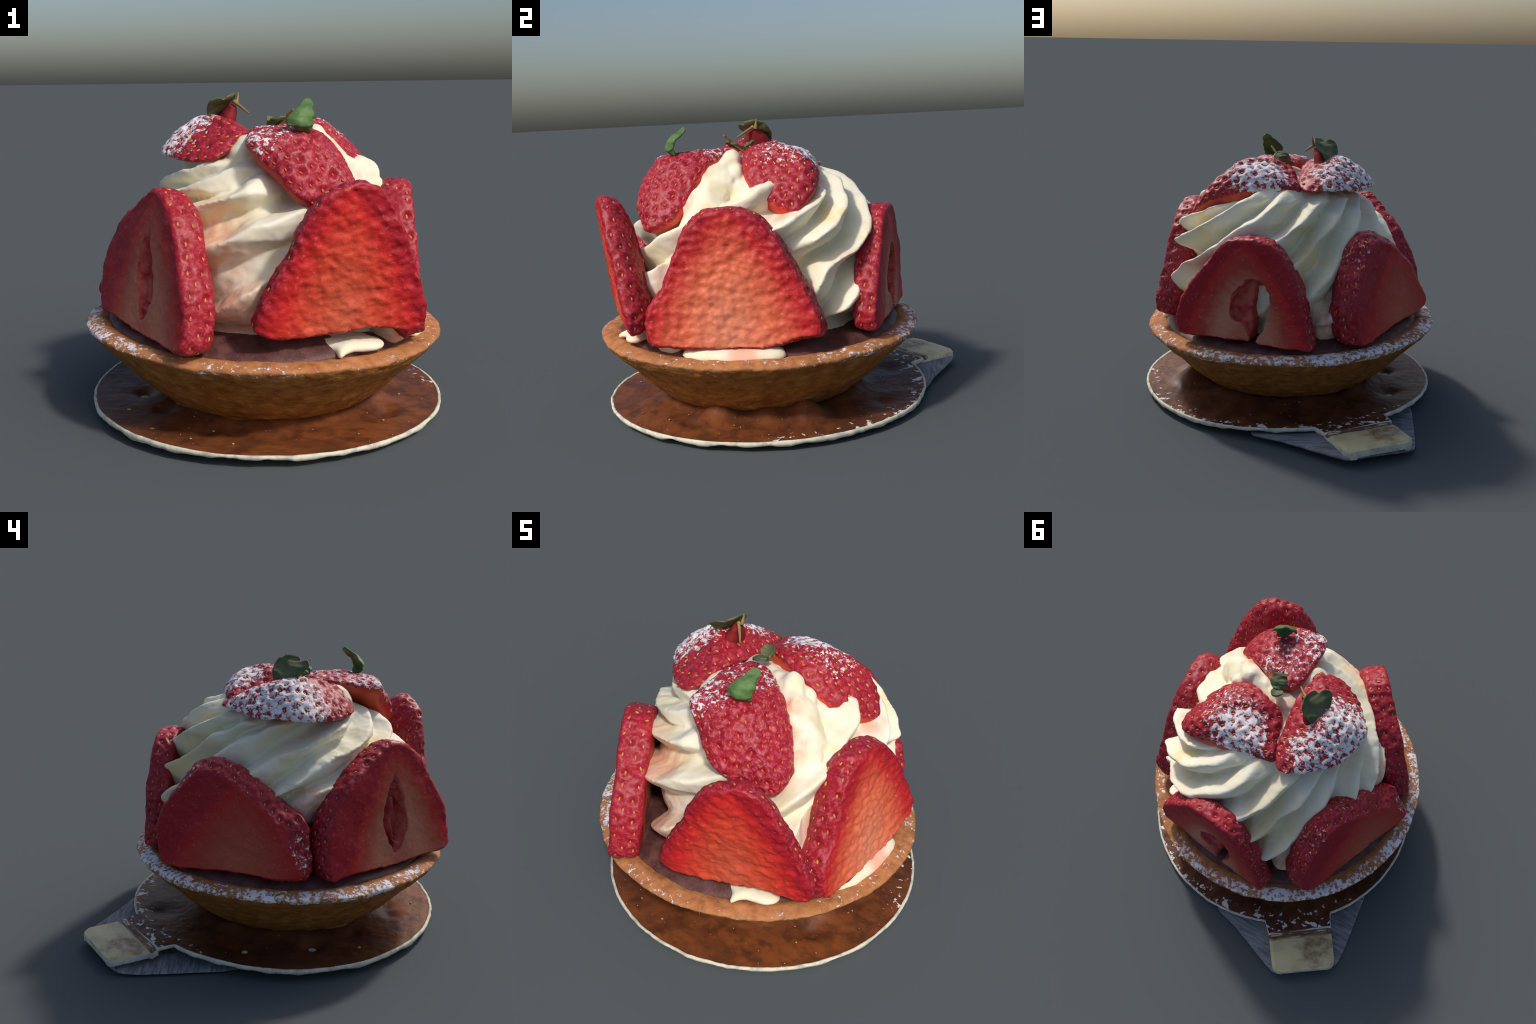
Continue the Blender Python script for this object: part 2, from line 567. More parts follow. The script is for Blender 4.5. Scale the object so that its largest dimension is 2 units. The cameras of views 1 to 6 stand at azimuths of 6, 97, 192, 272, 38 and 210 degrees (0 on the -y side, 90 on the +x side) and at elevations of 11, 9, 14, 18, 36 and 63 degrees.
def make_slice(key, centre, normal, outline, thick, profile, flesh, skin, cuts=(), seed=1, back_flat=False, lump=0.006, spacing=0.068, seedmat=None, mid=None, septum=None):
    M, c, n, u, v = frame(centre, normal)
    SLICE_FRAMES.append((c, n, u, v, thick, np.array(outline)))
    O = closed_spline(outline, 120)
    O0 = O.mean(0) - (0, 0.03)
    rings = []
    if mid is not None:
        # the piece widens behind its cut face: match the wide outline to the face point by point
        m0 = closed_spline(mid, 720)
        af = np.arctan2(*(O - O0).T[::-1])
        am = np.arctan2(*(m0 - O0).T[::-1])
        O2 = m0[np.abs((am[None, :] - af[:, None] + np.pi) % (2 * np.pi) - np.pi).argmin(1)]
    for t, s in profile:
        Q = O if mid is None else O + (O2 - O) * sstep(-0.05, 0.42, t)
        rings.append(np.c_[O0 + (Q - O0) * s, np.full(len(O), -t * thick)])
    V, F = loft(rings)
    me = new_mesh("strawberry_slice", V, F)
    fix_normals(me)
    ob = add_object("strawberry_slice", me, root, M)
    tools = []
    for poly, w0, w1, sc in cuts:
        t = prism(poly, w0, w1, scale1=sc)
        bpy.context.scene.collection.objects.link(t)
        t.matrix_world = M
        tools.append(t)
        b = ob.modifiers.new("b", "BOOLEAN")
        b.operation = "DIFFERENCE"
        b.object = t
        b.solver = "EXACT"
    bpy.context.view_layer.update()
    me = remesh(ob, 0.008, 1)
    for t in tools:
        d = t.data
        bpy.data.objects.remove(t)
        bpy.data.meshes.remove(d)
    P, N = get_co(me), get_no(me)
    w = P[:, 2]
    front = (N[:, 2] > 0.80) & (w > -0.03)
    back = (N[:, 2] < -0.80) & (w < -thick + 0.03) if back_flat else np.zeros(len(P), bool)
    inner = np.zeros(len(P), bool)
    for poly, w0, w1, sc in cuts:
        Q = closed_spline(poly, 48)
        # inside test against the cut outline, grown a little
        cc = Q.mean(0)
        G = cc + (Q - cc) * 1.10
        x, y = P[:, 0], P[:, 1]
        ins = np.zeros(len(P), bool)
        for a, b in zip(G, np.roll(G, -1, 0)):
            cr = ((a[1] > y) != (b[1] > y)) & (x < (b[0] - a[0]) * (y - a[1]) / (b[1] - a[1] + 1e-12) + a[0])
            ins ^= cr
        inner |= ins & ~front & ~back
    skinv = ~(front | back | inner)
    # relief
    face = front | back
    q = np.c_[P[:, 0] * 23 + P[:, 1] * 5, P[:, 1] * 25, P[:, 2] * 15] + seed * 3.1
    d = np.where(face, lump * 1.3 * (fbm(q, 2) - 0.25 * np.abs(fbm(q * 1.7 + 5, 2))), 0)
    d = d + np.where(inner, 0.012 * fbm(P * 22 + seed, 2), 0)
    if septum is not None:
        # a fleshy web stands in the middle of the hollow
        wave = septum + 0.012 * np.sin(P[:, 1] * 23)
        d = d + np.where(inner & (w < -0.03), 0.05 * np.exp(-((P[:, 0] - wave) / 0.016) ** 2), 0)
    d = d + np.where(skinv, 0.008 * fbm(P * 14 + seed, 3) + 0.0035 * fbm(P * 42 + seed, 2), 0)
    d = d + 0.012 * fbm(P * 5 + seed * 7, 2)
    P = P + N * d[:, None]
    ok = skinv & (P[:, 1] > P[:, 1].min() + 0.035) & (w < -0.022) & (w > (-thick + 0.025 if back_flat else -9))
    pits = pick_pits(P, ok, spacing, seed)
    P2 = dimple(P, N, pits, 0.0100, 0.016)
    set_co(me, P2)
    N2 = N[pits]
    for mt in (skin, flesh, MAT_HOLLOW):
        me.materials.append(mt)
    nf = len(me.polygons)
    loops = np.empty(nf * 4, int) if all(len(p.vertices) == 4 for p in me.polygons) else None
    cls = np.where(inner, 2, np.where(face, 1, 0))
    mi = np.empty(nf, int)
    for p in me.polygons:
        mi[p.index] = int(np.bincount([cls[i] for i in p.vertices], minlength=3).argmax())
    me.polygons.foreach_set("material_index", mi)
    me.update()
    if len(pits):
        sm = seed_mesh("seeds", P2[pits] + N2 * 0.003, N2, np.array((0, 1.0, 0)), seedmat or MAT_SEED, 0.0105, seed)
        so = add_object("seeds", sm, ob, Matrix())
        so["kind"] = "stuff"
    return ob


MAT_HOLLOW = plain("hollow_flesh", (0.55, 0.11, 0.09), (0.42, 0.035, 0.035), 18, 0.5)
CAP = [(0, 0.95), (0.04, 0.985), (0.12, 1.0), (0.3, 1.0), (0.5, 0.95), (0.68, 0.86), (0.84, 0.70), (0.95, 0.48), (1.0, 0.2)]
SLAB = [(0, 0.95), (0.04, 0.98), (0.14, 1.0), (0.5, 1.0), (0.86, 0.985), (0.96, 0.96), (1.0, 0.92)]
THICK = [(0, 0.95), (0.03, 0.985), (0.09, 1.0), (0.3, 1.03), (0.5, 1.03), (0.68, 0.96), (0.82, 0.84), (0.94, 0.6), (1.0, 0.3)]
DEEP = [(0, 0.97), (0.04, 1.0), (0.2, 1.0), (0.4, 1.0), (0.6, 0.97), (0.8, 0.88), (0.93, 0.7), (1.0, 0.4)]

red_core, red_mid, red_edge = (0.62, 0.17, 0.09), (0.60, 0.075, 0.035), (0.52, 0.022, 0.022)
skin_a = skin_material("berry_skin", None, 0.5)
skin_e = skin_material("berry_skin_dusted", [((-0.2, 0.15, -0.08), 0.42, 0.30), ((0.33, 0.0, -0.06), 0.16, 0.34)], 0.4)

OUT_A = [(-0.488, -0.258), (-0.515, -0.141), (-0.470, 0.033), (-0.380, 0.155), (-0.284, 0.235), (-0.18, 0.296), (-0.09, 0.352), (-0.02, 0.375),
         (0.065, 0.357), (0.162, 0.287), (0.222, 0.198), (0.285, 0.086), (0.355, -0.051), (0.378, -0.181), (0.370, -0.265), (0.308, -0.285),
         (0.18, -0.285), (0.07, -0.285), (-0.063, -0.29), (-0.282, -0.268), (-0.429, -0.265)]
SLOT_A = [(-0.02, 0.235), (-0.072, 0.155), (-0.112, 0.084), (-0.132, -0.03), (-0.118, -0.11), (-0.085, -0.17), (-0.055, -0.255), (-0.015, -0.255),
          (0.035, -0.18), (0.068, -0.091), (0.062, 0.021), (0.03, 0.126)]
OUT_B = [(-0.39, -0.192), (-0.375, -0.246), (-0.284, -0.281), (-0.171, -0.283), (0.001, -0.27), (0.192, -0.268), (0.352, -0.295), (0.385, -0.213), (0.362, -0.122),
         (0.315, 0.027), (0.252, 0.172), (0.186, 0.3), (0.126, 0.357), (0.054, 0.382), (-0.028, 0.366), (-0.108, 0.326), (-0.161, 0.261), (-0.206, 0.182), (-0.244, 0.088), (-0.29, 0.007), (-0.33, -0.061)]
OUT_C = [(-0.385, -0.273), (-0.276, -0.3), (-0.148, -0.305), (0.004, -0.308), (0.163, -0.309), (0.262, -0.29), (0.34, -0.265), (0.432, -0.26),
         (0.442, -0.19), (0.399, -0.087), (0.356, 0.016), (0.29, 0.12), (0.232, 0.223), (0.187, 0.279), (0.119, 0.337), (0.033, 0.359),
         (-0.046, 0.355), (-0.126, 0.338), (-0.185, 0.286), (-0.228, 0.216), (-0.273, 0.115), (-0.319, -0.011), (-0.38, -0.081), (-0.407, -0.152)]
OUT_D = [(-0.424, -0.043), (-0.415, -0.147), (-0.351, -0.171), (-0.233, -0.167), (-0.097, -0.161), (0.026, -0.155), (0.128, -0.167), (0.22, -0.171),
         (0.364, -0.167), (0.391, -0.144), (0.365, -0.005), (0.322, 0.147), (0.278, 0.246), (0.227, 0.326), (0.166, 0.387), (0.086, 0.417),
         (-0.004, 0.422), (-0.097, 0.398), (-0.193, 0.322), (-0.264, 0.225), (-0.352, 0.115)]
CAVE_D = [(-0.059, 0.135), (-0.001, 0.203), (0.063, 0.224), (0.117, 0.2), (0.148, 0.133), (0.156, 0.063), (0.145, -0.01), (0.112, -0.087),
          (0.069, -0.143), (0.026, -0.14), (-0.019, -0.079), (-0.093, -0.044), (-0.09, 0.048)]
HOLE_D = [(0.055, 0.135), (0.096, 0.155), (0.128, 0.14), (0.146, 0.113), (0.156, 0.063), (0.145, -0.01), (0.112, -0.087), (0.081, -0.135), (0.071, -0.25),
          (0.026, -0.25), (0.028, -0.135), (0.031, -0.055), (0.038, 0.066)]
OUT_E = [(-0.482, 0.043), (-0.474, -0.119), (-0.43, -0.188), (-0.224, -0.178), (-0.076, -0.155), (0.099, -0.155), (0.213, -0.15), (0.323, -0.121),
         (0.33, -0.069), (0.251, 0.03), (0.181, 0.13), (0.07, 0.226), (-0.06, 0.303), (-0.162, 0.347), (-0.255, 0.336), (-0.33, 0.271), (-0.415, 0.176)]
WIDE_E = [(-0.49, -0.15), (-0.515, 0.0), (-0.475, 0.1), (-0.43, 0.205), (-0.36, 0.305), (-0.30, 0.375), (-0.215, 0.409), (-0.13, 0.402), (-0.02, 0.362),
          (0.11, 0.28), (0.21, 0.217), (0.29, 0.174), (0.33, 0.11), (0.348, 0.0), (0.352, -0.1), (0.31, -0.16), (0.1, -0.185), (-0.2, -0.19), (-0.42, -0.19)]

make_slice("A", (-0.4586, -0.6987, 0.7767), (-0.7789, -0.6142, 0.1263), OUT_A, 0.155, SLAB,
           flesh_material("cut_flesh_hollow", (0.44, 0.105, 0.065), (0.46, 0.075, 0.045), red_edge, 0.45, -0.33, 0.40, (0.52, 0.175, 0.105), reach=1.08),  # flesh tones lowered because this face lies in shade
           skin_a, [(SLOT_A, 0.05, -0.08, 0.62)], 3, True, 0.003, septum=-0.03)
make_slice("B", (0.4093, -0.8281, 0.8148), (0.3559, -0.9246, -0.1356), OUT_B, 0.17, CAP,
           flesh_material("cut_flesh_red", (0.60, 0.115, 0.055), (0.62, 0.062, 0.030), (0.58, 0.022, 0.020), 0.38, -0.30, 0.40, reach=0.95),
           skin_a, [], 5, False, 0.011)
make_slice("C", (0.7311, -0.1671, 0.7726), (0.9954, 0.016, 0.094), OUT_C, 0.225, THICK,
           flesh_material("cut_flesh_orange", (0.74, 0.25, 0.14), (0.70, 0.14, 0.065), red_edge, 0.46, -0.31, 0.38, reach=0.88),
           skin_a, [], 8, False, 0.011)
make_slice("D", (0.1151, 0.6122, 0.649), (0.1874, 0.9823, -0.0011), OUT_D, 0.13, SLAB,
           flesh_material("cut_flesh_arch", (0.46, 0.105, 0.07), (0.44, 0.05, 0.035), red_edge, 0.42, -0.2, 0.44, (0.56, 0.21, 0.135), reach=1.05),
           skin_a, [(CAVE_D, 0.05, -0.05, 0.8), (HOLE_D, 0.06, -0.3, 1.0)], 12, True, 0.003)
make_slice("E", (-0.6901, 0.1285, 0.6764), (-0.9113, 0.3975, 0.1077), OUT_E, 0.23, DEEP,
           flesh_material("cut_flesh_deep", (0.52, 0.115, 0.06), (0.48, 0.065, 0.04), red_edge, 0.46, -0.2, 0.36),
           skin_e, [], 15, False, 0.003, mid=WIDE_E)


def make_scrap():
    """the soft corner where the two front slices are squashed together"""
    bm = bmesh.new()
    bmesh.ops.create_icosphere(bm, subdivisions=5, radius=1)
    me = bpy.data.meshes.new("berry_scrap")
    bm.to_mesh(me)
    bm.free()
    B = get_co(me)
    k = 1 + 0.10 * fbm(B * 2.2 + 3, 2) + 0.04 * fbm(B * 9, 2)
    P = B * k[:, None] * (0.072, 0.068, 0.125)
    P[:, 0] -= 0.2 * P[:, 2]
    P[:, 1] += 0.2 * P[:, 2]
    set_co(me, P + np.array((0.645, -0.525, 0.590)))
    me.polygons.foreach_set("use_smooth", [True] * len(me.polygons))
    me.materials.append(skin_a)
    add_object("berry_scrap", me, root)


make_scrap()


# ------------------------------------------------------------ berry halves on top
def make_half(ring, normal, height, skin, under, seed, axis, neck=None, spacing=0.066, seedmat=None, skew=(0, 0, 0), shape=(1.7, 0.8), lip=1.0):
    R = closed_spline(ring, 150)
    n = np.array(normal, float)
    n /= np.linalg.norm(n)
    c = R.mean(0)
    skew = np.array(skew, float)
    rings = []
    S = np.concatenate([np.linspace(0.02, 0.9, 44), np.linspace(0.915, 1.0, 14)])
    for s in S:
        h = height * (1 - s ** shape[0]) ** shape[1]
        rings.append(c + (R - c) * s + n * h + skew * (1 - s ** 2))
    for s, d in ((1.0, 0.016), (0.985, 0.032), (0.95, 0.048), (0.85, 0.058), (0.6, 0.065), (0.3, 0.068)):
        rings.append(c + (R - c) * s - n * d * lip)
    V, F = loft(rings)
    me = new_mesh("strawberry_half", V, F)
    fix_normals(me)
    ob = add_object("strawberry_half", me, root)
    me = remesh(ob, 0.0085, 1)
    P, N = get_co(me), get_no(me)
    h = (P - c) @ n
    # classify by distance under the ring plane measured along the ring itself
    dd = ((P[:, None, :] - R[None, ::3, :]) ** 2).sum(2)
    near = dd.argmin(1) * 3
    below = ((P - R[near]) @ n)
    cut = (below < -0.012) & ((N @ n) < 0.35)
    P = P + N * (0.010 * fbm(P * 6 + seed, 2) + np.where(cut, 0, 0.007) * fbm(P * 17 + seed, 3) + np.where(cut, 0, 0.003) * fbm(P * 45 + seed, 2))[:, None]
    ok = ~cut & (below > 0.0)
    pits = pick_pits(P, ok, spacing, seed)
    P2 = dimple(P, N, pits, 0.0110, 0.0165)
    set_co(me, P2)
    me.materials.append(skin)
    me.materials.append(under)
    mi = np.empty(len(me.polygons), int)
    for p in me.polygons:
        mi[p.index] = int(sum(cut[i] for i in p.vertices) * 2 > len(p.vertices))
    me.polygons.foreach_set("material_index", mi)
    me.update()
    sm = seed_mesh("seeds", P2[pits] + N[pits] * 0.003, N[pits], np.array(axis, float), seedmat or MAT_SEED, 0.0105, seed)
    so = add_object("seeds", sm, ob, Matrix())
    so["kind"] = "stuff"
    return ob


MAT_UNDER = plain("berry_underside", (0.60, 0.10, 0.04), (0.52, 0.03, 0.02), 8, 0.5)
RING_1 = [(0.01, -0.22, 1.38), (-0.03, -0.35, 1.38), (-0.03, -0.5, 1.36), (-0.012, -0.62, 1.34), (0.04, -0.65, 1.28), (0.09, -0.675, 1.245), (0.143, -0.705, 1.195), (0.22, -0.72, 1.115),
          (0.36, -0.66, 1.04), (0.48, -0.59, 1.02), (0.485, -0.485, 1.065), (0.455, -0.44, 1.115), (0.42, -0.395, 1.19), (0.355, -0.345, 1.28), (0.27, -0.295, 1.345), (0.15, -0.225, 1.378)]
RING_2 = [(-0.06, -0.06, 1.33), (-0.05, -0.2, 1.36), (-0.075, -0.37, 1.36), (-0.105, -0.425, 1.315), (-0.15, -0.458, 1.28), (-0.22, -0.462, 1.254), (-0.325, -0.405, 1.248), (-0.40, -0.325, 1.255),
          (-0.468, -0.24, 1.268), (-0.492, -0.16, 1.272), (-0.478, -0.055, 1.274), (-0.445, 0.035, 1.270), (-0.36, 0.14, 1.28), (-0.26, 0.222, 1.286), (-0.17, 0.242, 1.278), (-0.115, 0.2, 1.285), (-0.08, 0.08, 1.31)]
RING_3 = [(0.03, -0.07, 1.385), (0.15, -0.11, 1.385), (0.25, -0.13, 1.355), (0.36, -0.11, 1.28), (0.46, -0.03, 1.19), (0.52, 0.07, 1.13), (0.54, 0.17, 1.105),
          (0.47, 0.24, 1.18), (0.36, 0.262, 1.23), (0.24, 0.26, 1.262), (0.1, 0.245, 1.28), (-0.03, 0.23, 1.29), (-0.10, 0.2, 1.30), (-0.065, 0.08, 1.32), (-0.03, -0.02, 1.355)]

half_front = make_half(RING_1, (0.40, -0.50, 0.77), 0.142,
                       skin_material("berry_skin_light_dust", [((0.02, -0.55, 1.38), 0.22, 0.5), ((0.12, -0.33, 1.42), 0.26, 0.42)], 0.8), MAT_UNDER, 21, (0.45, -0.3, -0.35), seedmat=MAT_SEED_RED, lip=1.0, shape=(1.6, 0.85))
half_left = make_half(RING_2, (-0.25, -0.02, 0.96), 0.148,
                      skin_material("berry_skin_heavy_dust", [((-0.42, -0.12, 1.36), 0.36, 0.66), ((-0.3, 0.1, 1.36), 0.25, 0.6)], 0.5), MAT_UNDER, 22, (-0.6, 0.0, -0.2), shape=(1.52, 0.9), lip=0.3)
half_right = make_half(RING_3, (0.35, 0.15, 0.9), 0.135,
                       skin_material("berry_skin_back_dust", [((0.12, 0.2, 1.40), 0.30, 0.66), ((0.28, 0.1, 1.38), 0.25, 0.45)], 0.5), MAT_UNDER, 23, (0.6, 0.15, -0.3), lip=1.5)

# ------------------------------------------------------------------ cream
CREAM_AXIS = np.array((0.05, -0.08))
CREAM_Z = [0.38, 0.55, 0.66, 0.76, 0.88, 1.0, 1.12, 1.22, 1.29, 1.33]
CREAM_R = [0.63, 0.67, 0.715, 0.73, 0.705, 0.655, 0.575, 0.465, 0.30, 0.05]
# crest lines of the piped ruffles: (angle in degrees, height) along each
LIPS = [
    [(20, .93), (37, 1.01), (51, 1.08), (63, 1.17), (78, 1.27), (92, 1.34)],
    [(14, .64), (37, .83), (46, .88), (58, .95), (70, 1.05), (83, 1.13), (98, 1.24), (111, 1.31)],
    [(40, .60), (62, .80), (80, .93), (97, 1.05), (110, 1.12), (120, 1.19), (133, 1.25)],
    [(70, .60), (95, .84), (106, .93), (118, 1.02), (126, 1.08), (135, 1.15), (148, 1.20), (158, 1.24)],
    [(94, .56), (115, .80), (128, .93), (140, 1.05), (150, 1.12), (160, 1.17), (172, 1.21), (185, 1.25)],
    [(118, .58), (140, .82), (160, .98), (174, 1.07), (183, 1.11), (193, 1.13), (208, 1.17), (219, 1.20)],
    [(155, .76), (172, .90), (182, .94), (191, 1.0), (200, 1.06), (213, 1.09), (228, 1.13), (246, 1.20)],
    [(156, .60), (176, .80), (186, .87), (194, .92), (203, .95), (236, 1.06), (247, 1.09), (257, 1.12), (262, 1.16)],
    [(225, .82), (247, .91), (257, .94), (265, .99), (274, 1.03), (287, 1.07)],
    [(250, .60), (256, .65), (263, .72), (271, .76), (285, .84)],
    [(295, .88), (310, .95), (322, 1.02), (335, 1.07), (348, 1.13), (362, 1.19)],
    [(286, .60), (305, .78), (319, .86), (330, .90), (345, .98)],
    [(360, .97), (372, 1.02), (381, 1.07), (389, 1.10), (397, 1.13)],
]


def make_cream():
    nt, nz = 540, 150
    th = np.linspace(0, 2 * np.pi, nt, endpoint=False)
    zz = np.interp(np.linspace(0, 1, nz), np.linspace(0, 1, 40), np.interp(np.linspace(0, 1, 40), [0, 0.7, 1], [0.40, 1.15, 1.328]))
    T, Z = np.meshgrid(np.degrees(th), zz)
    flat = np.c_[T.ravel(), Z.ravel()]
    unit = np.c_[np.cos(np.radians(flat[:, 0])), np.sin(np.radians(flat[:, 0])), flat[:, 1] * 1.6]
    wob = 3.0 * fbm(unit * 2.3, 2)
    t, z = flat[:, 0] + wob, flat[:, 1]
    dist, fades = [], []
    for lip in LIPS:
        a = np.array(lip, float)
        za, ta = a[:, 1], a[:, 0]
        s0 = (ta[1] - ta[0]) / (za[1] - za[0])
        s1 = (ta[-1] - ta[-2]) / (za[-1] - za[-2])
        ti = np.interp(z, za, ta) + np.minimum(z - za[0], 0) * s0 + np.maximum(z - za[-1], 0) * s1
        fades.append(sstep(za[0] - 0.10, za[0] + 0.01, z) * (1 - sstep(za[-1] + 0.02, za[-1] + 0.12, z)))
        dist.append((t - ti + 180) % 360 - 180)
    # gap to the next crest; every ruffle stays full, then tucks in under the next one
    gap = np.full(len(t), 40.0)
    for d, f in zip(dist, fades):
        gap = np.minimum(gap, np.where(d < 0, 40 + (-d - 40) * f, 40))
    ruff = np.zeros(len(t))
    for d, f in zip(dist, fades):
        w = np.minimum(np.maximum(d, 0) + gap, 32)
        crest = np.where(d < 0, sstep(-5, 2, d), np.minimum(sstep(-5, 2, d), 1 - np.clip((d - 2) / np.maximum(w - 2, 3), 0, 1) ** 1.35))
        ruff = np.maximum(ruff, f * crest)
    R = np.interp(z, CREAM_Z, CREAM_R)
    side = sstep(-20, 25, (t + 90) % 360 - 90) * (1 - sstep(175, 215, (t + 90) % 360 - 90))
    amp = (0.115 + 0.06 * side) * sstep(1.36, 1.15, z) * sstep(0.36, 0.56, z) + 0.02
    for ta, za, sa, sz, dep in ((46, 0.79, 20, 0.10, 0.075), (352, 1.10, 11, 0.07, 0.05), (128, 1.0, 15, 0.10, 0.075), (172, 1.10, 12, 0.07, 0.03), (252, 1.03, 10, 0.05, 0.03), (285, 1.13, 16, 0.08, 0.05)):
        R = R - dep * np.exp(-((((t - ta + 180) % 360 - 180) / sa) ** 2) - ((z - za) / sz) ** 2)
    for ta, sa, up, zt in ((26, 10, 0.06, 0.66), (-36, 14, 0.07, 0.85), (268, 24, 0.06, 0.66), (285, 12, 0.06, 0.85), (132, 14, 0.06, 0.75)):
        R = R + up * np.exp(-((((t - ta + 180) % 360 - 180) / sa) ** 2)) * sstep(zt, zt - 0.2, z)
    front = np.exp(-((((t - 268 + 180) % 360) - 180) / 38) ** 2)
    R = R + 0.055 * front * sstep(1.3, 1.15, z)
    r = R - amp * (1 - ruff) * np.minimum(R / 0.4, 1) + 0.015 * fbm(unit * 3.5 + 5, 2)
    P = np.c_[CREAM_AXIS[0] + r * unit[:, 0], CREAM_AXIS[1] + r * unit[:, 1], z + 0.02 * fbm(unit * 4 + 9, 2)]
    # the slices are pressed against the cream
    for c, n, u, v, thick, out in SLICE_FRAMES:
        q = P - c
        d = q @ n
        lim = -thick * 0.75
        over = d - lim
        x, y = q @ u, q @ v
        w = sstep(out[:, 0].max() + 0.01, out[:, 0].max() - 0.09, np.abs(x - (out[:, 0].max() + out[:, 0].min()) / 2) + (out[:, 0].max() + out[:, 0].min()) / 2)
        w = w * sstep(0.30, 0.1, y)
        P -= n * (np.maximum(over, 0) * w)[:, None]
    rings = list(P.reshape(nz, nt, 3))
    V, F = loft(rings)
    V = [V]
    FF = list(F)
    off = len(V[0])

    def blob(p, r, squash=(1, 1, 1)):
        nonlocal off
        bm = bmesh.new()
        bmesh.ops.create_icosphere(bm, subdivisions=4, radius=1)
        B = np.array([x.co for x in bm.verts])
        B = B * (1 + 0.13 * fbm(B * 1.5 + np.array(p) * 9, 2))[:, None]
        V.append(B * r * np.array(squash) + np.array(p))
        FF.extend(tuple(x.index + off for x in f.verts) for f in bm.faces)
        off += len(B)
        bm.free()

    for p, r, s in [((0.255, -0.185, 1.335), 0.052, (1, 1, 1.1)), ((0.30, -0.16, 1.265), 0.06, (1.2, 0.8, 1)), ((0.485, -0.05, 1.135), 0.040, (1, 1, 1.1)), ((0.0, -0.13, 1.275), 0.085, (1, 1, 1)), ((-0.05, -0.36, 1.24), 0.11, (0.9, 1, 1.1)),
                    ((-0.1, -0.46, 1.12), 0.10, (0.8, 0.8, 1.1)), ((0.60, -0.47, 0.54), 0.10, (1, 1, 1.5)), ((-0.30, 0.40, 0.58), 0.09, (1.2, 1.2, 1.4))]:
        blob(p, r, s)
    # a torn ridge of cream runs down between the front and the right berry
    path = closed_spline([(0.06, -0.15, 1.26), (0.20, -0.19, 1.285), (0.31, -0.24, 1.215), (0.39, -0.29, 1.125), (0.46, -0.35, 1.0), (0.30, -0.26, 0.95), (0.10, -0.18, 1.1)], 140)[:84]
    rad = np.interp(np.linspace(0, 1, len(path)), [0, 0.2, 0.45, 0.7, 1], [0.07, 0.085, 0.10, 0.105, 0.09])
    rings = []
    th = np.linspace(0, 2 * np.pi, 40, endpoint=False)[:, None]
    for i, c in enumerate(path):
        d = path[min(i + 1, len(path) - 1)] - path[max(i - 1, 0)]
        d /= np.linalg.norm(d)
        a = np.cross(d, (0.5, -0.8, 0.2)); a /= np.linalg.norm(a)
        b = np.cross(d, a)
        rings.append(c + rad[i] * (np.cos(th) * a + np.sin(th) * b))
    TV, TF = loft(rings)
    TV = TV + 0.035 * np.c_[fbm(TV * 7, 3), fbm(TV * 7 + 5, 3), fbm(TV * 7 + 11, 3)]
    V.append(TV)
    FF.extend(tuple(q + off for q in f) for f in TF)
    off += len(TV)
    me = new_mesh("whipped_cream", np.vstack(V), FF)
    fix_normals(me)
    ob = add_object("whipped_cream", me, root)
    me = remesh(ob, 0.0085, 4)
    P, N = get_co(me), get_no(me)
    P = P + N * (0.005 * fbm(P * 16, 2))[:, None]
    set_co(me, P)
    me.materials.append(MAT_CREAM)
    return ob


MAT_CREAM = cream_material()
make_cream()


def cream_dab(points, h, seed):
    """a flat smear of cream lying on the pastry"""
    O = closed_spline(points, 60)
    c = O.mean(0)
    rings = []
    for s, k in ((1.0, -0.5), (1.03, -0.1), (1.0, 0.25), (0.9, 0.62), (0.72, 0.88), (0.45, 1.0), (0.15, 1.0)):
        r = c + (O - c) * s
        r[:, 2] += h * k
        rings.append(r)
    V, F = loft(rings)
    V = V + 0.006 * np.c_[fbm(V * 20 + seed, 2), fbm(V * 20 + seed + 5, 2), fbm(V * 20 + seed + 9, 2)]
    me = new_mesh("cream_smear", V, F)
    fix_normals(me)
    me.materials.append(MAT_CREAM)
    return add_object("cream_smear", me, root)


cream_dab([(0.70, -0.40, 0.44), (0.765, -0.32, 0.43), (0.79, -0.12, 0.42), (0.77, 0.05, 0.425), (0.72, 0.09, 0.44), (0.62, 0.0, 0.45), (0.62, -0.25, 0.45)], 0.035, 1)
cream_dab([(0.22, -0.71, 0.475), (0.30, -0.745, 0.473), (0.36, -0.77, 0.466), (0.39, -0.815, 0.455), (0.43, -0.77, 0.466), (0.54, -0.725, 0.466), (0.56, -0.66, 0.475), (0.40, -0.58, 0.485)], 0.026, 2)

# ------------------------------------------------------------------ pastry shell
RIM_N = np.array((0.034, 0.003, 1.0))
RIM_N /= np.linalg.norm(RIM_N)
RIM_C = np.array((-0.008, -0.121, 0.438))
ex = np.cross((0, 1, 0), RIM_N)
ex /= np.linalg.norm(ex)
ey = np.cross(RIM_N, ex)
M_RIM = Matrix(((ex[0], ey[0], RIM_N[0], RIM_C[0]), (ex[1], ey[1], RIM_N[1], RIM_C[1]), (ex[2], ey[2], RIM_N[2], RIM_C[2]), (0, 0, 0, 1)))


def revolve(profile, n, close_in=True):
    a = np.linspace(0, 2 * np.pi, n, endpoint=False)
    rings = [np.c_[r * np.cos(a), r * np.sin(a), np.full(n, z)] for r, z in profile]
    return loft(rings, close_in, close_in)


def densify(profile, step):
    P = np.array(profile, float)
    s = np.r_[0, np.cumsum(np.linalg.norm(np.diff(P, axis=0), axis=1))]
    x = np.linspace(0, s[-1], max(2, int(s[-1] / step)))
    return np.c_[np.interp(x, s, P[:, 0]), np.interp(x, s, P[:, 1])]


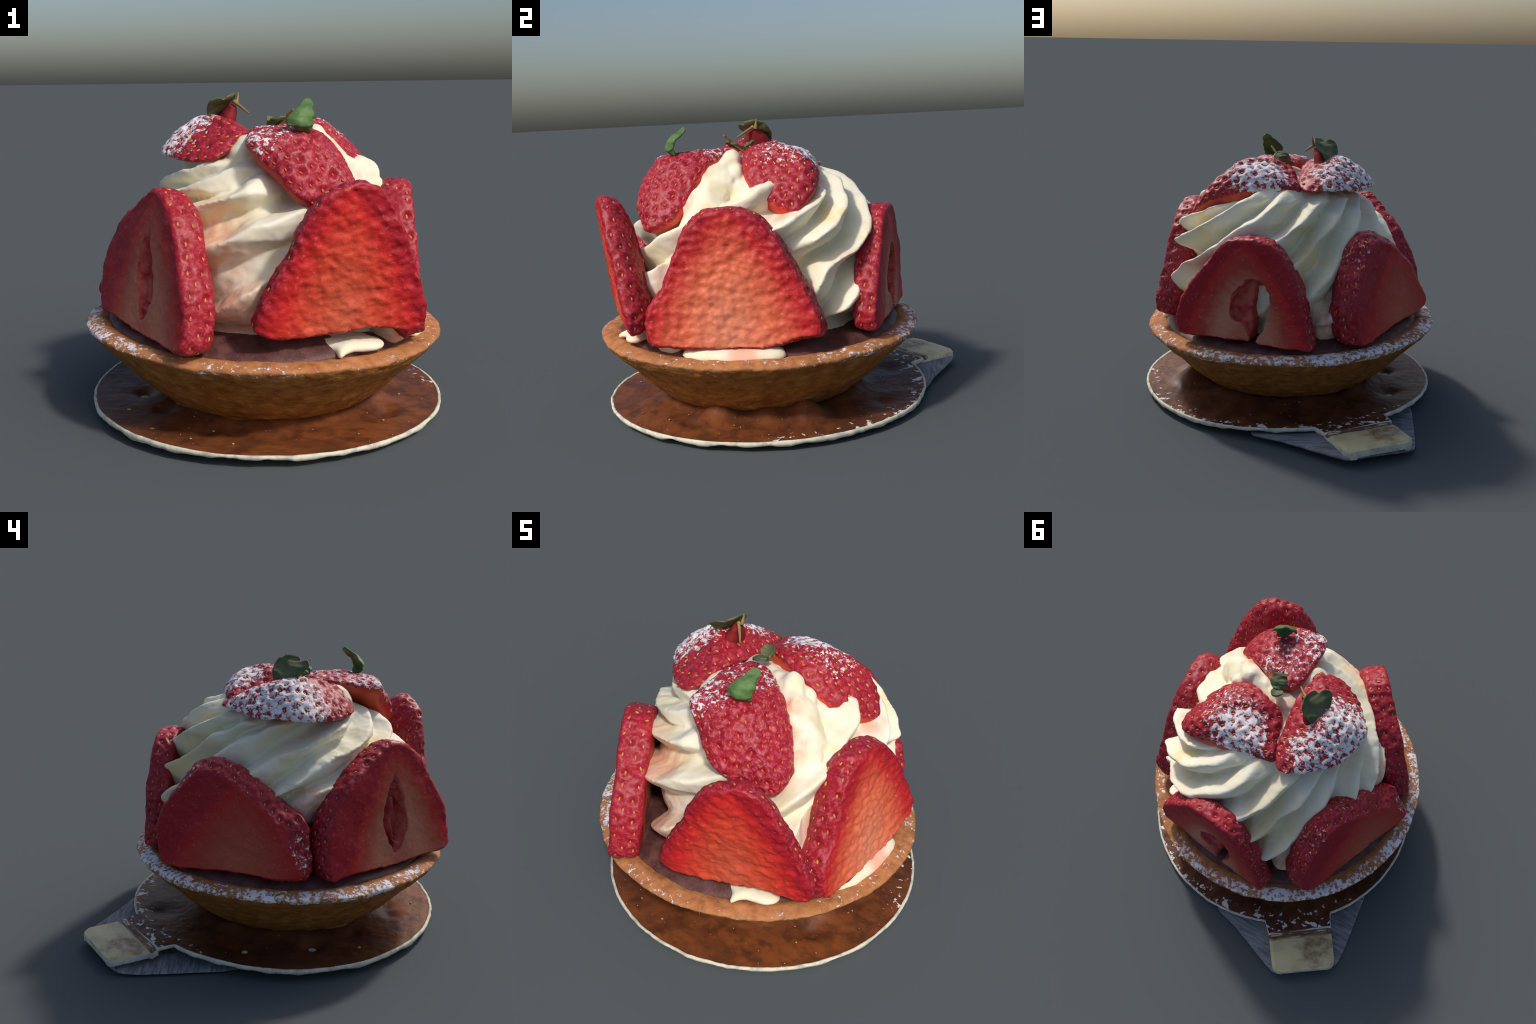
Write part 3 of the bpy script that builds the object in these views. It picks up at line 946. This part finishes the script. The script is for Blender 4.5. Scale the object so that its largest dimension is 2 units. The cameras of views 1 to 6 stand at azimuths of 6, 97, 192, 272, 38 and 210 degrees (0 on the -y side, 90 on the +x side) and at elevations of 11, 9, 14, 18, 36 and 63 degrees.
def make_shell():
    prof = densify([(0.60, -0.04), (0.74, -0.012), (0.768, 0.006), (0.80, 0.013), (0.845, 0.005), (0.866, -0.002), (0.875, -0.012), (0.866, -0.028),
                    (0.838, -0.060), (0.780, -0.115), (0.722, -0.170), (0.662, -0.235), (0.602, -0.290), (0.55, -0.330), (0.51, -0.350), (0.495, -0.365), (0.495, -0.40)], 0.011)
    n = 420
    V, F = revolve(prof, n)
    ang = np.c_[np.cos(np.arctan2(V[:, 1], V[:, 0])), np.sin(np.arctan2(V[:, 1], V[:, 0]))]
    r = np.hypot(V[:, 0], V[:, 1])
    outer = sstep(0.78, 0.86, r)
    k = 1 + (0.012 * fbm(np.c_[ang * 2.2, V[:, 2]], 2) + 0.006 * fbm(np.c_[ang * 9, V[:, 2] * 3], 2)) * outer
    V[:, :2] *= k[:, None]
    V[:, 2] += (0.012 * fbm(np.c_[ang * 3.0, r * 0], 2) + 0.008 * fbm(np.c_[ang * 14, r * 8], 2)) * outer
    # the foot stands a little off centre under the rim
    drop = np.clip((-V[:, 2] - 0.03) / 0.35, 0, 1)
    V[:, 0] += 0.014 * drop
    V[:, 1] -= 0.008 * drop
    # bumpy baked wall
    me = new_mesh("tart_shell", V, F)
    fix_normals(me)
    N = get_no(me)
    V = V + N * (0.007 * fbm(V * (13, 13, 20), 3) + 0.003 * fbm(V * 45, 2))[:, None]
    set_co(me, V)
    me.materials.append(MAT_CRUST)
    me.materials.append(MAT_RIM)
    mi = []
    for p in me.polygons:
        c = p.center
        mi.append(1 if c.z > -0.028 + 0.008 * math.sin(5 * math.atan2(c.y, c.x)) or math.hypot(c.x, c.y) < 0.78 and c.z > -0.1 else 0)
    me.polygons.foreach_set("material_index", mi)
    return add_object("tart_shell", me, root, M_RIM)


MAT_CRUST = crust_material()
MAT_RIM = rim_material()
shell = make_shell()

# filling
a_n = 220
prof = densify([(0.02, 0.058), (0.3, 0.058), (0.55, 0.056), (0.66, 0.049), (0.715, 0.036), (0.752, 0.018), (0.772, 0.002), (0.765, -0.05)], 0.012)
V, F = revolve(prof, a_n)
V[:, 2] += 0.010 * fbm(V * (7, 7, 1), 3) + 0.003 * fbm(V * (40, 40, 1), 2)
V[:, 2] += 0.030 * np.exp(-((V[:, 0] - 0.18) / 0.36) ** 2 - ((V[:, 1] + 0.58) / 0.10) ** 2)
V[:, :2] *= (1 + 0.022 * fbm(V * (3, 3, 1), 2) * sstep(0.5, 0.75, np.hypot(V[:, 0], V[:, 1])))[:, None]
me = new_mesh("chocolate_filling", V, F)
fix_normals(me)
me.materials.append(filling_material())
add_object("chocolate_filling", me, root, M_RIM)

# ------------------------------------------------------------------ board
BC = np.array((0.003, -0.092))
BR = 0.880


def board_top(x, y):
    """height of the card top: nearly flat, rising to the pull tab"""
    t = ((x + 0.52) * -0.62 + (y - 0.62) * 0.78)
    return 0.056 - 0.011 * x + 0.024 * sstep(-0.45, 0.05, t)


# hollows pressed into the card round the shell
DENTS = [(-0.09, -0.70, 0.07, 0.022), (-0.60, -0.25, 0.05, 0.03), (-0.21, -0.72, 0.05, 0.02), (-0.44, -0.47, 0.06, 0.02), (0.60, -0.42, 0.045, 0.022), (0.12, -0.74, 0.06, 0.015), (-0.66, 0.10, 0.07, 0.02), (-0.25, 0.60, 0.08, 0.02), (0.30, 0.56, 0.06, 0.015),
         (0.55, 0.17, 0.085, -0.085), (0.57, -0.02, 0.08, -0.05), (0.53, -0.27, 0.085, -0.08), (-0.46, -0.12, 0.08, -0.02)]


def make_board():
    n = 480
    a = np.linspace(0, 2 * np.pi, n, endpoint=False)
    d = np.c_[np.cos(a), np.sin(a)]
    edge = BR * (1 + 0.006 * fbm(np.c_[d * 5, a * 0], 3) + 0.004 * fbm(np.c_[d * 22, a * 0], 2))
    # the outline runs out into the pull tab between its two inner corners
    def along(p, q, m):
        return [np.array(p) + (np.array(q) - np.array(p)) * k for k in np.linspace(0, 1, m)]
    pl, pr = np.array((-0.321, 0.738)), np.array((-0.672, 0.500))
    fl, fr = np.array((-0.379, 0.800)), np.array((-0.710, 0.565))
    al = math.atan2(pl[1] - BC[1], pl[0] - BC[0])
    ar = math.atan2(pr[1] - BC[1], pr[0] - BC[0])
    keep = (a < al - 0.005) | (a > ar + 0.005)
    pts = np.c_[BC[0] + edge * d[:, 0], BC[1] + edge * d[:, 1]]
    left = [tuple(p) for p in pts[a < al - 0.005]]
    right = [tuple(p) for p in pts[a > ar + 0.005]]
    mid = along(pl, fl, 8)[:-1] + along(fl, fr, 60) + along(fr, pr, 8)[1:]
    O = np.array(left + [tuple(p) for p in mid] + right)
    n = len(O)
    c = np.array((BC[0], BC[1]))
    rings = []
    tears = 0.017 * fbm(np.c_[O * 7, np.zeros(n)], 3)
    for s in np.concatenate([np.linspace(0.02, 0.45, 10), np.linspace(0.46, 0.985, 70)]):
        p = c + (O - c) * s
        z = board_top(p[:, 0], p[:, 1])
        r = np.hypot(*(p - c).T)
        z = z + 0.006 * fbm(np.c_[p * 4, z * 0], 3) + 0.0025 * fbm(np.c_[p * 24, z * 0], 2)
        # lumps of chocolate round the foot of the shell
        foot = np.exp(-((r - 0.50) / 0.07) ** 2)
        z = z + foot * (0.035 + 0.035 * fbm(np.c_[p * 4 + 3, z * 0], 2))
        for dx, dy, rad, dep in DENTS:
            z = z - dep * np.exp(-((p[:, 0] - dx) ** 2 + (p[:, 1] - dy) ** 2) / rad ** 2)
        z = np.maximum(z, 0.034)
        rings.append(np.c_[p, z])
    zb = board_top(O[:, 0], O[:, 1])
    lip = (0.005 + 0.011 * fbm(np.c_[O * 4 + 7, np.zeros(n)], 3))[:, None]
    rings.append(np.c_[c + (O - c) * (0.997 - np.clip(lip, 0.002, 0.02)), zb + 0.003])
    rings.append(np.c_[c + (O - c) * 0.999, zb - 0.001])
    rings.append(np.c_[O, zb - 0.010 + tears * 0.5])
    rings.append(np.c_[c + (O - c) * 0.997, zb - 0.020 + tears])
    rings.append(np.c_[c + (O - c) * 0.97, zb - 0.024 + tears * 0.5])
    rings.append(np.c_[c + (O - c) * 0.5, zb * 0 + 0.03])
    V, F = loft(rings)
    me = new_mesh("cake_board", V, F)
    fix_normals(me)
    me.materials.append(MAT_BOARD)
    me.materials.append(MAT_EDGE)
    k = 80 * n
    mi = [1 if min(p.vertices) >= 79 * n and len(p.vertices) == 4 or max(p.vertices) > k else 0 for p in me.polygons]
    me.polygons.foreach_set("material_index", mi)
    # put the object origin at the board centre, so its colours are centred there
    me.transform(Matrix.Translation((-BC[0], -BC[1], 0)))
    ob = add_object("cake_board", me, root, Matrix.Translation((BC[0], BC[1], 0)))
    return ob, fl, fr


MAT_BOARD = board_material()
MAT_EDGE = card_edge_material()
board, tab_l, tab_r = make_board()


def make_tab():
    """gold pull tab: a card tongue with rounded corners, folded up a little at the crease"""
    mid = (tab_l + tab_r) / 2
    far = (np.array((-0.525, 1.008)) + np.array((-0.850, 0.780))) / 2
    ax = far - mid
    L = np.linalg.norm(ax)
    ax /= L
    ay = np.array((-ax[1], ax[0]))
    if ay @ (tab_l - mid) < 0:
        ay = -ay
    W0 = np.linalg.norm(tab_l - tab_r)
    W1 = 0.396
    nx, ny = 44, 60
    xs = np.linspace(-0.015, L, nx)
    G = []
    for x in xs:
        f = max(0.0, (x - (L - 0.05)) / 0.05)
        half = 0.5 * (W0 + (W1 - W0) * max(x, 0) / L) - 0.05 * (1 - math.sqrt(max(0, 1 - f * f)))
        for y in np.linspace(-1, 1, ny):
            skew = 0.0
            G.append((x + skew * y, y * half))
    G = np.array(G)
    crease = -0.010 * np.exp(-((G[:, 0] - 0.02) / 0.012) ** 2)
    ztop = 0.088 + 0.014 * sstep(0.0, 0.25, G[:, 0]) - 0.012 * sstep(L - 0.06, L, G[:, 0]) + crease + 0.005 * fbm(np.c_[G * 9, G[:, :1] * 0], 3)
    ztop -= 0.010 * sstep(0.9, 1.0, np.abs(np.tile(np.linspace(-1, 1, ny), nx)))
    T = np.c_[G, ztop]
    B = np.c_[G, ztop - 0.036]
    V = np.vstack([T, B])
    m = nx * ny
    F, mi = [], []
    for i in range(nx - 1):
        for j in range(ny - 1):
            a = i * ny + j
            F.append((a, a + ny, a + ny + 1, a + 1)); mi.append(0)
            F.append((m + a, m + a + 1, m + a + ny + 1, m + a + ny)); mi.append(1)
    border = [i * ny for i in range(nx)] + [(nx - 1) * ny + j for j in range(1, ny)] + [i * ny + ny - 1 for i in range(nx - 2, -1, -1)] + [j for j in range(ny - 2, 0, -1)]
    for a, b in zip(border, border[1:] + border[:1]):
        F.append((a, b, m + b, m + a)); mi.append(1)
    me = new_mesh("pull_tab", V, F)
    me.polygons.foreach_set("material_index", mi)
    fix_normals(me)
    me.materials.append(tab_material())
    me.materials.append(MAT_EDGE)
    M = Matrix(((ax[0], ay[0], 0, mid[0]), (ax[1], ay[1], 0, mid[1]), (0, 0, 1, 0), (0, 0, 0, 1)))
    ob = add_object("pull_tab", me, board, Matrix.Translation((-BC[0], -BC[1], 0)) @ M)
    bv = ob.modifiers.new("b", "BEVEL")
    bv.width = 0.006
    bv.segments = 2
    bv.limit_method = "ANGLE"
    bake(ob)


make_tab()


def make_wood():
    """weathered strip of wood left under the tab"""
    O = closed_spline([(0.02, 0.775), (-0.14, 0.84), (-0.30, 0.905), (-0.46, 0.972), (-0.53, 0.985), (-0.60, 0.94), (-0.72, 0.855), (-0.825, 0.77), (-0.845, 0.70), (-0.835, 0.56), (-0.815, 0.38),
                       (-0.785, 0.18), (-0.70, 0.12), (-0.3, 0.3), (0.0, 0.6)], 160)
    c = O.mean(0)
    rings = []
    up = 0.016 + 0.046 * sstep(0.62, 0.98, O[:, 1])
    for t, k in ((1.0, 0.0), (1.006, 0.35), (1.0, 0.75), (0.985, 1.0), (0.8, 1.0), (0.4, 1.0)):
        low = 0.010 + 0.030 * sstep(0.62, 0.98, O[:, 1])
        rings.append(np.c_[c + (O - c) * t, low + (up - low) * k])
    V, F = loft(rings)
    V[:, 2] += 0.004 * fbm(V * 9, 2) * (V[:, 2] > 0.014)
    me = new_mesh("wooden_base", V, F)
    fix_normals(me)
    me.materials.append(wood_material())
    add_object("wooden_base", me, root)


make_wood()

# ------------------------------------------------------------------ crumbs
def make_crumbs():
    r = np.random.default_rng(31)
    V, F = [], []
    off = 0
    spots = [(-0.62, -0.50), (-0.46, -0.72)]
    for k in range(24):
        a, rad = r.uniform(0, 2 * np.pi), r.uniform(0.60, 0.84)
        spots.append((BC[0] + rad * math.cos(a), BC[1] + rad * math.sin(a)))
    for k, (x, y) in enumerate(spots):
        s = 0.013 if k < 2 else r.uniform(0.003, 0.007)
        bm = bmesh.new()
        bmesh.ops.create_icosphere(bm, subdivisions=2, radius=1)
        B = np.array([v.co for v in bm.verts])
        B = B * (1 + 0.5 * perlin(B * 1.5 + k * 3.3))[:, None] * (s, s * r.uniform(0.6, 1), s * 0.6)
        V.append(B + (x, y, 0.058 + 0.003 * (k < 2)))
        F += [tuple(v.index + off for v in f.verts) for f in bm.faces]
        off += len(B)
        bm.free()
    me = new_mesh("crumbs", np.vstack(V), F)
    me.materials.append(plain("crumb", (0.50, 0.36, 0.22), (0.30, 0.17, 0.08), 40, 0.8))
    ob = add_object("crumbs", me, root)
    ob["kind"] = "stuff"


make_crumbs()

# ------------------------------------------------------------------ leaves
MAT_LEAF = leaf_material("calyx_green", (0.060, 0.13, 0.035), (0.11, 0.21, 0.065), None)
MAT_LEAF_OLIVE = leaf_material("calyx_olive", (0.065, 0.10, 0.036), (0.13, 0.165, 0.075), (0.20, 0.16, 0.08))
MAT_STEM = plain("stem", (0.34, 0.24, 0.08), (0.24, 0.13, 0.05), 20, 0.6)
MAT_NECK = plain("berry_neck", (0.26, 0.012, 0.016), (0.16, 0.012, 0.012), 14, 0.75)


def make_leaf(name, outline, spine, side, cup, thick, mat, parent, seed, curl=0.0):
    """a thin calyx blade: outline in (across, along) laid over a bent spine"""
    S = np.array(spine, float)
    s = np.r_[0, np.cumsum(np.linalg.norm(np.diff(S, axis=0), axis=1))]
    s /= s[-1]
    side = np.array(side, float)
    side /= np.linalg.norm(side)
    O = closed_spline(outline, 64)
    c = O.mean(0)
    tops, bots = [], []
    grid = []
    for k in np.linspace(0.04, 1.0, 14):
        grid.append(c + (O - c) * k)
    def place(q):
        y = np.clip(q[:, 1], 0, 1)
        P = np.stack([np.interp(y, s, S[:, i]) for i in range(3)], 1)
        T = np.stack([np.interp(np.minimum(y + 0.03, 1), s, S[:, i]) - np.interp(np.maximum(y - 0.03, 0), s, S[:, i]) for i in range(3)], 1)
        T /= np.linalg.norm(T, axis=1)[:, None]
        N = np.cross(side, T)
        N /= np.linalg.norm(N, axis=1)[:, None]
        ww = np.abs(O[:, 0]).max()
        h = cup * (q[:, 0] / ww) ** 2 + 0.016 * fbm(np.c_[q * (12, 4) + seed, q[:, :1] * 0], 2)
        return P + side * q[:, :1] + N * h[:, None], N
    rings = []
    for q in grid:
        P, N = place(q)
        rings.append(P + N * thick / 2)
    P, N = place(c + (O - c) * 1.02)
    rings.append(P)
    for q in grid[::-1]:
        P, N = place(q)
        rings.append(P - N * thick / 2)
    V, F = loft(rings)
    me = new_mesh(name, V, F)
    fix_normals(me)
    me.materials.append(mat)
    return add_object(name, me, parent, Matrix())


def make_tube(name, path, radii, mat, parent, n=14, seed=0, flat=(1, 1)):
    P = np.array(path, float)
    t = np.linspace(0, len(P) - 1, 6 * len(P))
    Q = np.stack([np.interp(t, np.arange(len(P)), P[:, k]) for k in range(3)], 1)
    for _ in range(4):
        Q[1:-1] = (Q[:-2] + 2 * Q[1:-1] + Q[2:]) / 4
    R = np.interp(t, np.arange(len(P)), radii)
    rings = []
    for i in range(len(Q)):
        d = Q[min(i + 1, len(Q) - 1)] - Q[max(i - 1, 0)]
        d /= np.linalg.norm(d)
        a = np.cross(d, (0.9, 0.1, 0.3)); a /= np.linalg.norm(a)
        b = np.cross(d, a)
        th = np.linspace(0, 2 * np.pi, n, endpoint=False)[:, None]
        rings.append(Q[i] + R[i] * (np.cos(th) * a * flat[0] + np.sin(th) * b * flat[1]))
    V, F = loft(rings)
    V = V + 0.004 * np.c_[fbm(V * 25 + seed, 1), fbm(V * 25 + 4 + seed, 1), fbm(V * 25 + 8 + seed, 1)]
    me = new_mesh(name, V, F)
    fix_normals(me)
    me.materials.append(mat)
    return add_object(name, me, parent, Matrix())


# front berry: one cupped green sepal standing up
make_leaf("calyx_leaf", [(-0.02, 0.0), (-0.058, 0.2), (-0.068, 0.42), (-0.054, 0.62), (-0.022, 0.76), (-0.012, 0.93), (0.014, 1.0), (0.042, 0.9), (0.046, 0.7), (0.058, 0.5), (0.046, 0.22), (0.02, 0.0)],
          [(0.225, -0.495, 1.37), (0.222, -0.538, 1.40), (0.215, -0.530, 1.445), (0.218, -0.485, 1.485), (0.222, -0.440, 1.52)], (0.90, 0.43, 0.0), -0.03, 0.009, MAT_LEAF, half_front, 1)
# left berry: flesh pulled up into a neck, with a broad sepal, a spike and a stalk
make_tube("berry_neck", [(-0.20, -0.11, 1.34), (-0.175, -0.115, 1.41), (-0.16, -0.12, 1.445), (-0.145, -0.125, 1.48)], [0.09, 0.060, 0.046, 0.026], MAT_NECK, half_left, 20, 1, (1.4, 0.75))
make_leaf("calyx_leaf", [(-0.035, 0.0), (-0.080, 0.3), (-0.096, 0.6), (-0.08, 0.85), (-0.03, 1.0), (0.02, 0.97), (0.035, 0.85), (0.07, 0.86), (0.10, 0.7), (0.085, 0.5), (0.055, 0.25), (0.015, 0.0)],
          [(-0.26, -0.08, 1.385), (-0.238, -0.10, 1.43), (-0.20, -0.125, 1.485), (-0.15, -0.155, 1.535)], (-0.45, -0.89, 0.0), 0.012, 0.008, MAT_LEAF_OLIVE, half_left, 2)
make_tube("calyx_spike", [(-0.13, -0.105, 1.49), (-0.124, -0.102, 1.515), (-0.122, -0.099, 1.545)], [0.012, 0.007, 0.003], MAT_STEM, half_left, 8, 3)
make_tube("stalk", [(-0.14, -0.12, 1.50), (-0.115, -0.145, 1.485), (-0.085, -0.175, 1.465), (-0.06, -0.20, 1.448)], [0.011, 0.008, 0.006, 0.005], MAT_STEM, half_left, 8, 4)
# right berry: small two-lobed calyx at the middle
make_leaf("calyx_leaf", [(-0.02, 0.0), (-0.05, 0.3), (-0.045, 0.7), (-0.01, 0.95), (0.03, 0.9), (0.05, 0.6), (0.04, 0.25), (0.015, 0.0)],
          [(0.06, -0.15, 1.385), (0.075, -0.19, 1.415), (0.09, -0.245, 1.43)], (0.85, 0.35, 0.2), 0.01, 0.010, MAT_LEAF_OLIVE, half_right, 5)
make_leaf("calyx_leaf", [(-0.015, 0.0), (-0.035, 0.4), (-0.02, 0.9), (0.02, 0.95), (0.035, 0.5), (0.015, 0.0)],
          [(0.06, -0.15, 1.385), (0.05, -0.12, 1.41), (0.04, -0.09, 1.425)], (1.0, 0.2, 0.0), 0.008, 0.010, MAT_LEAF_OLIVE, half_right, 6)
make_tube("stalk", [(0.06, -0.14, 1.37), (0.11, -0.20, 1.42), (0.155, -0.24, 1.465)], [0.010, 0.008, 0.005], MAT_STEM, half_right, 8, 7)
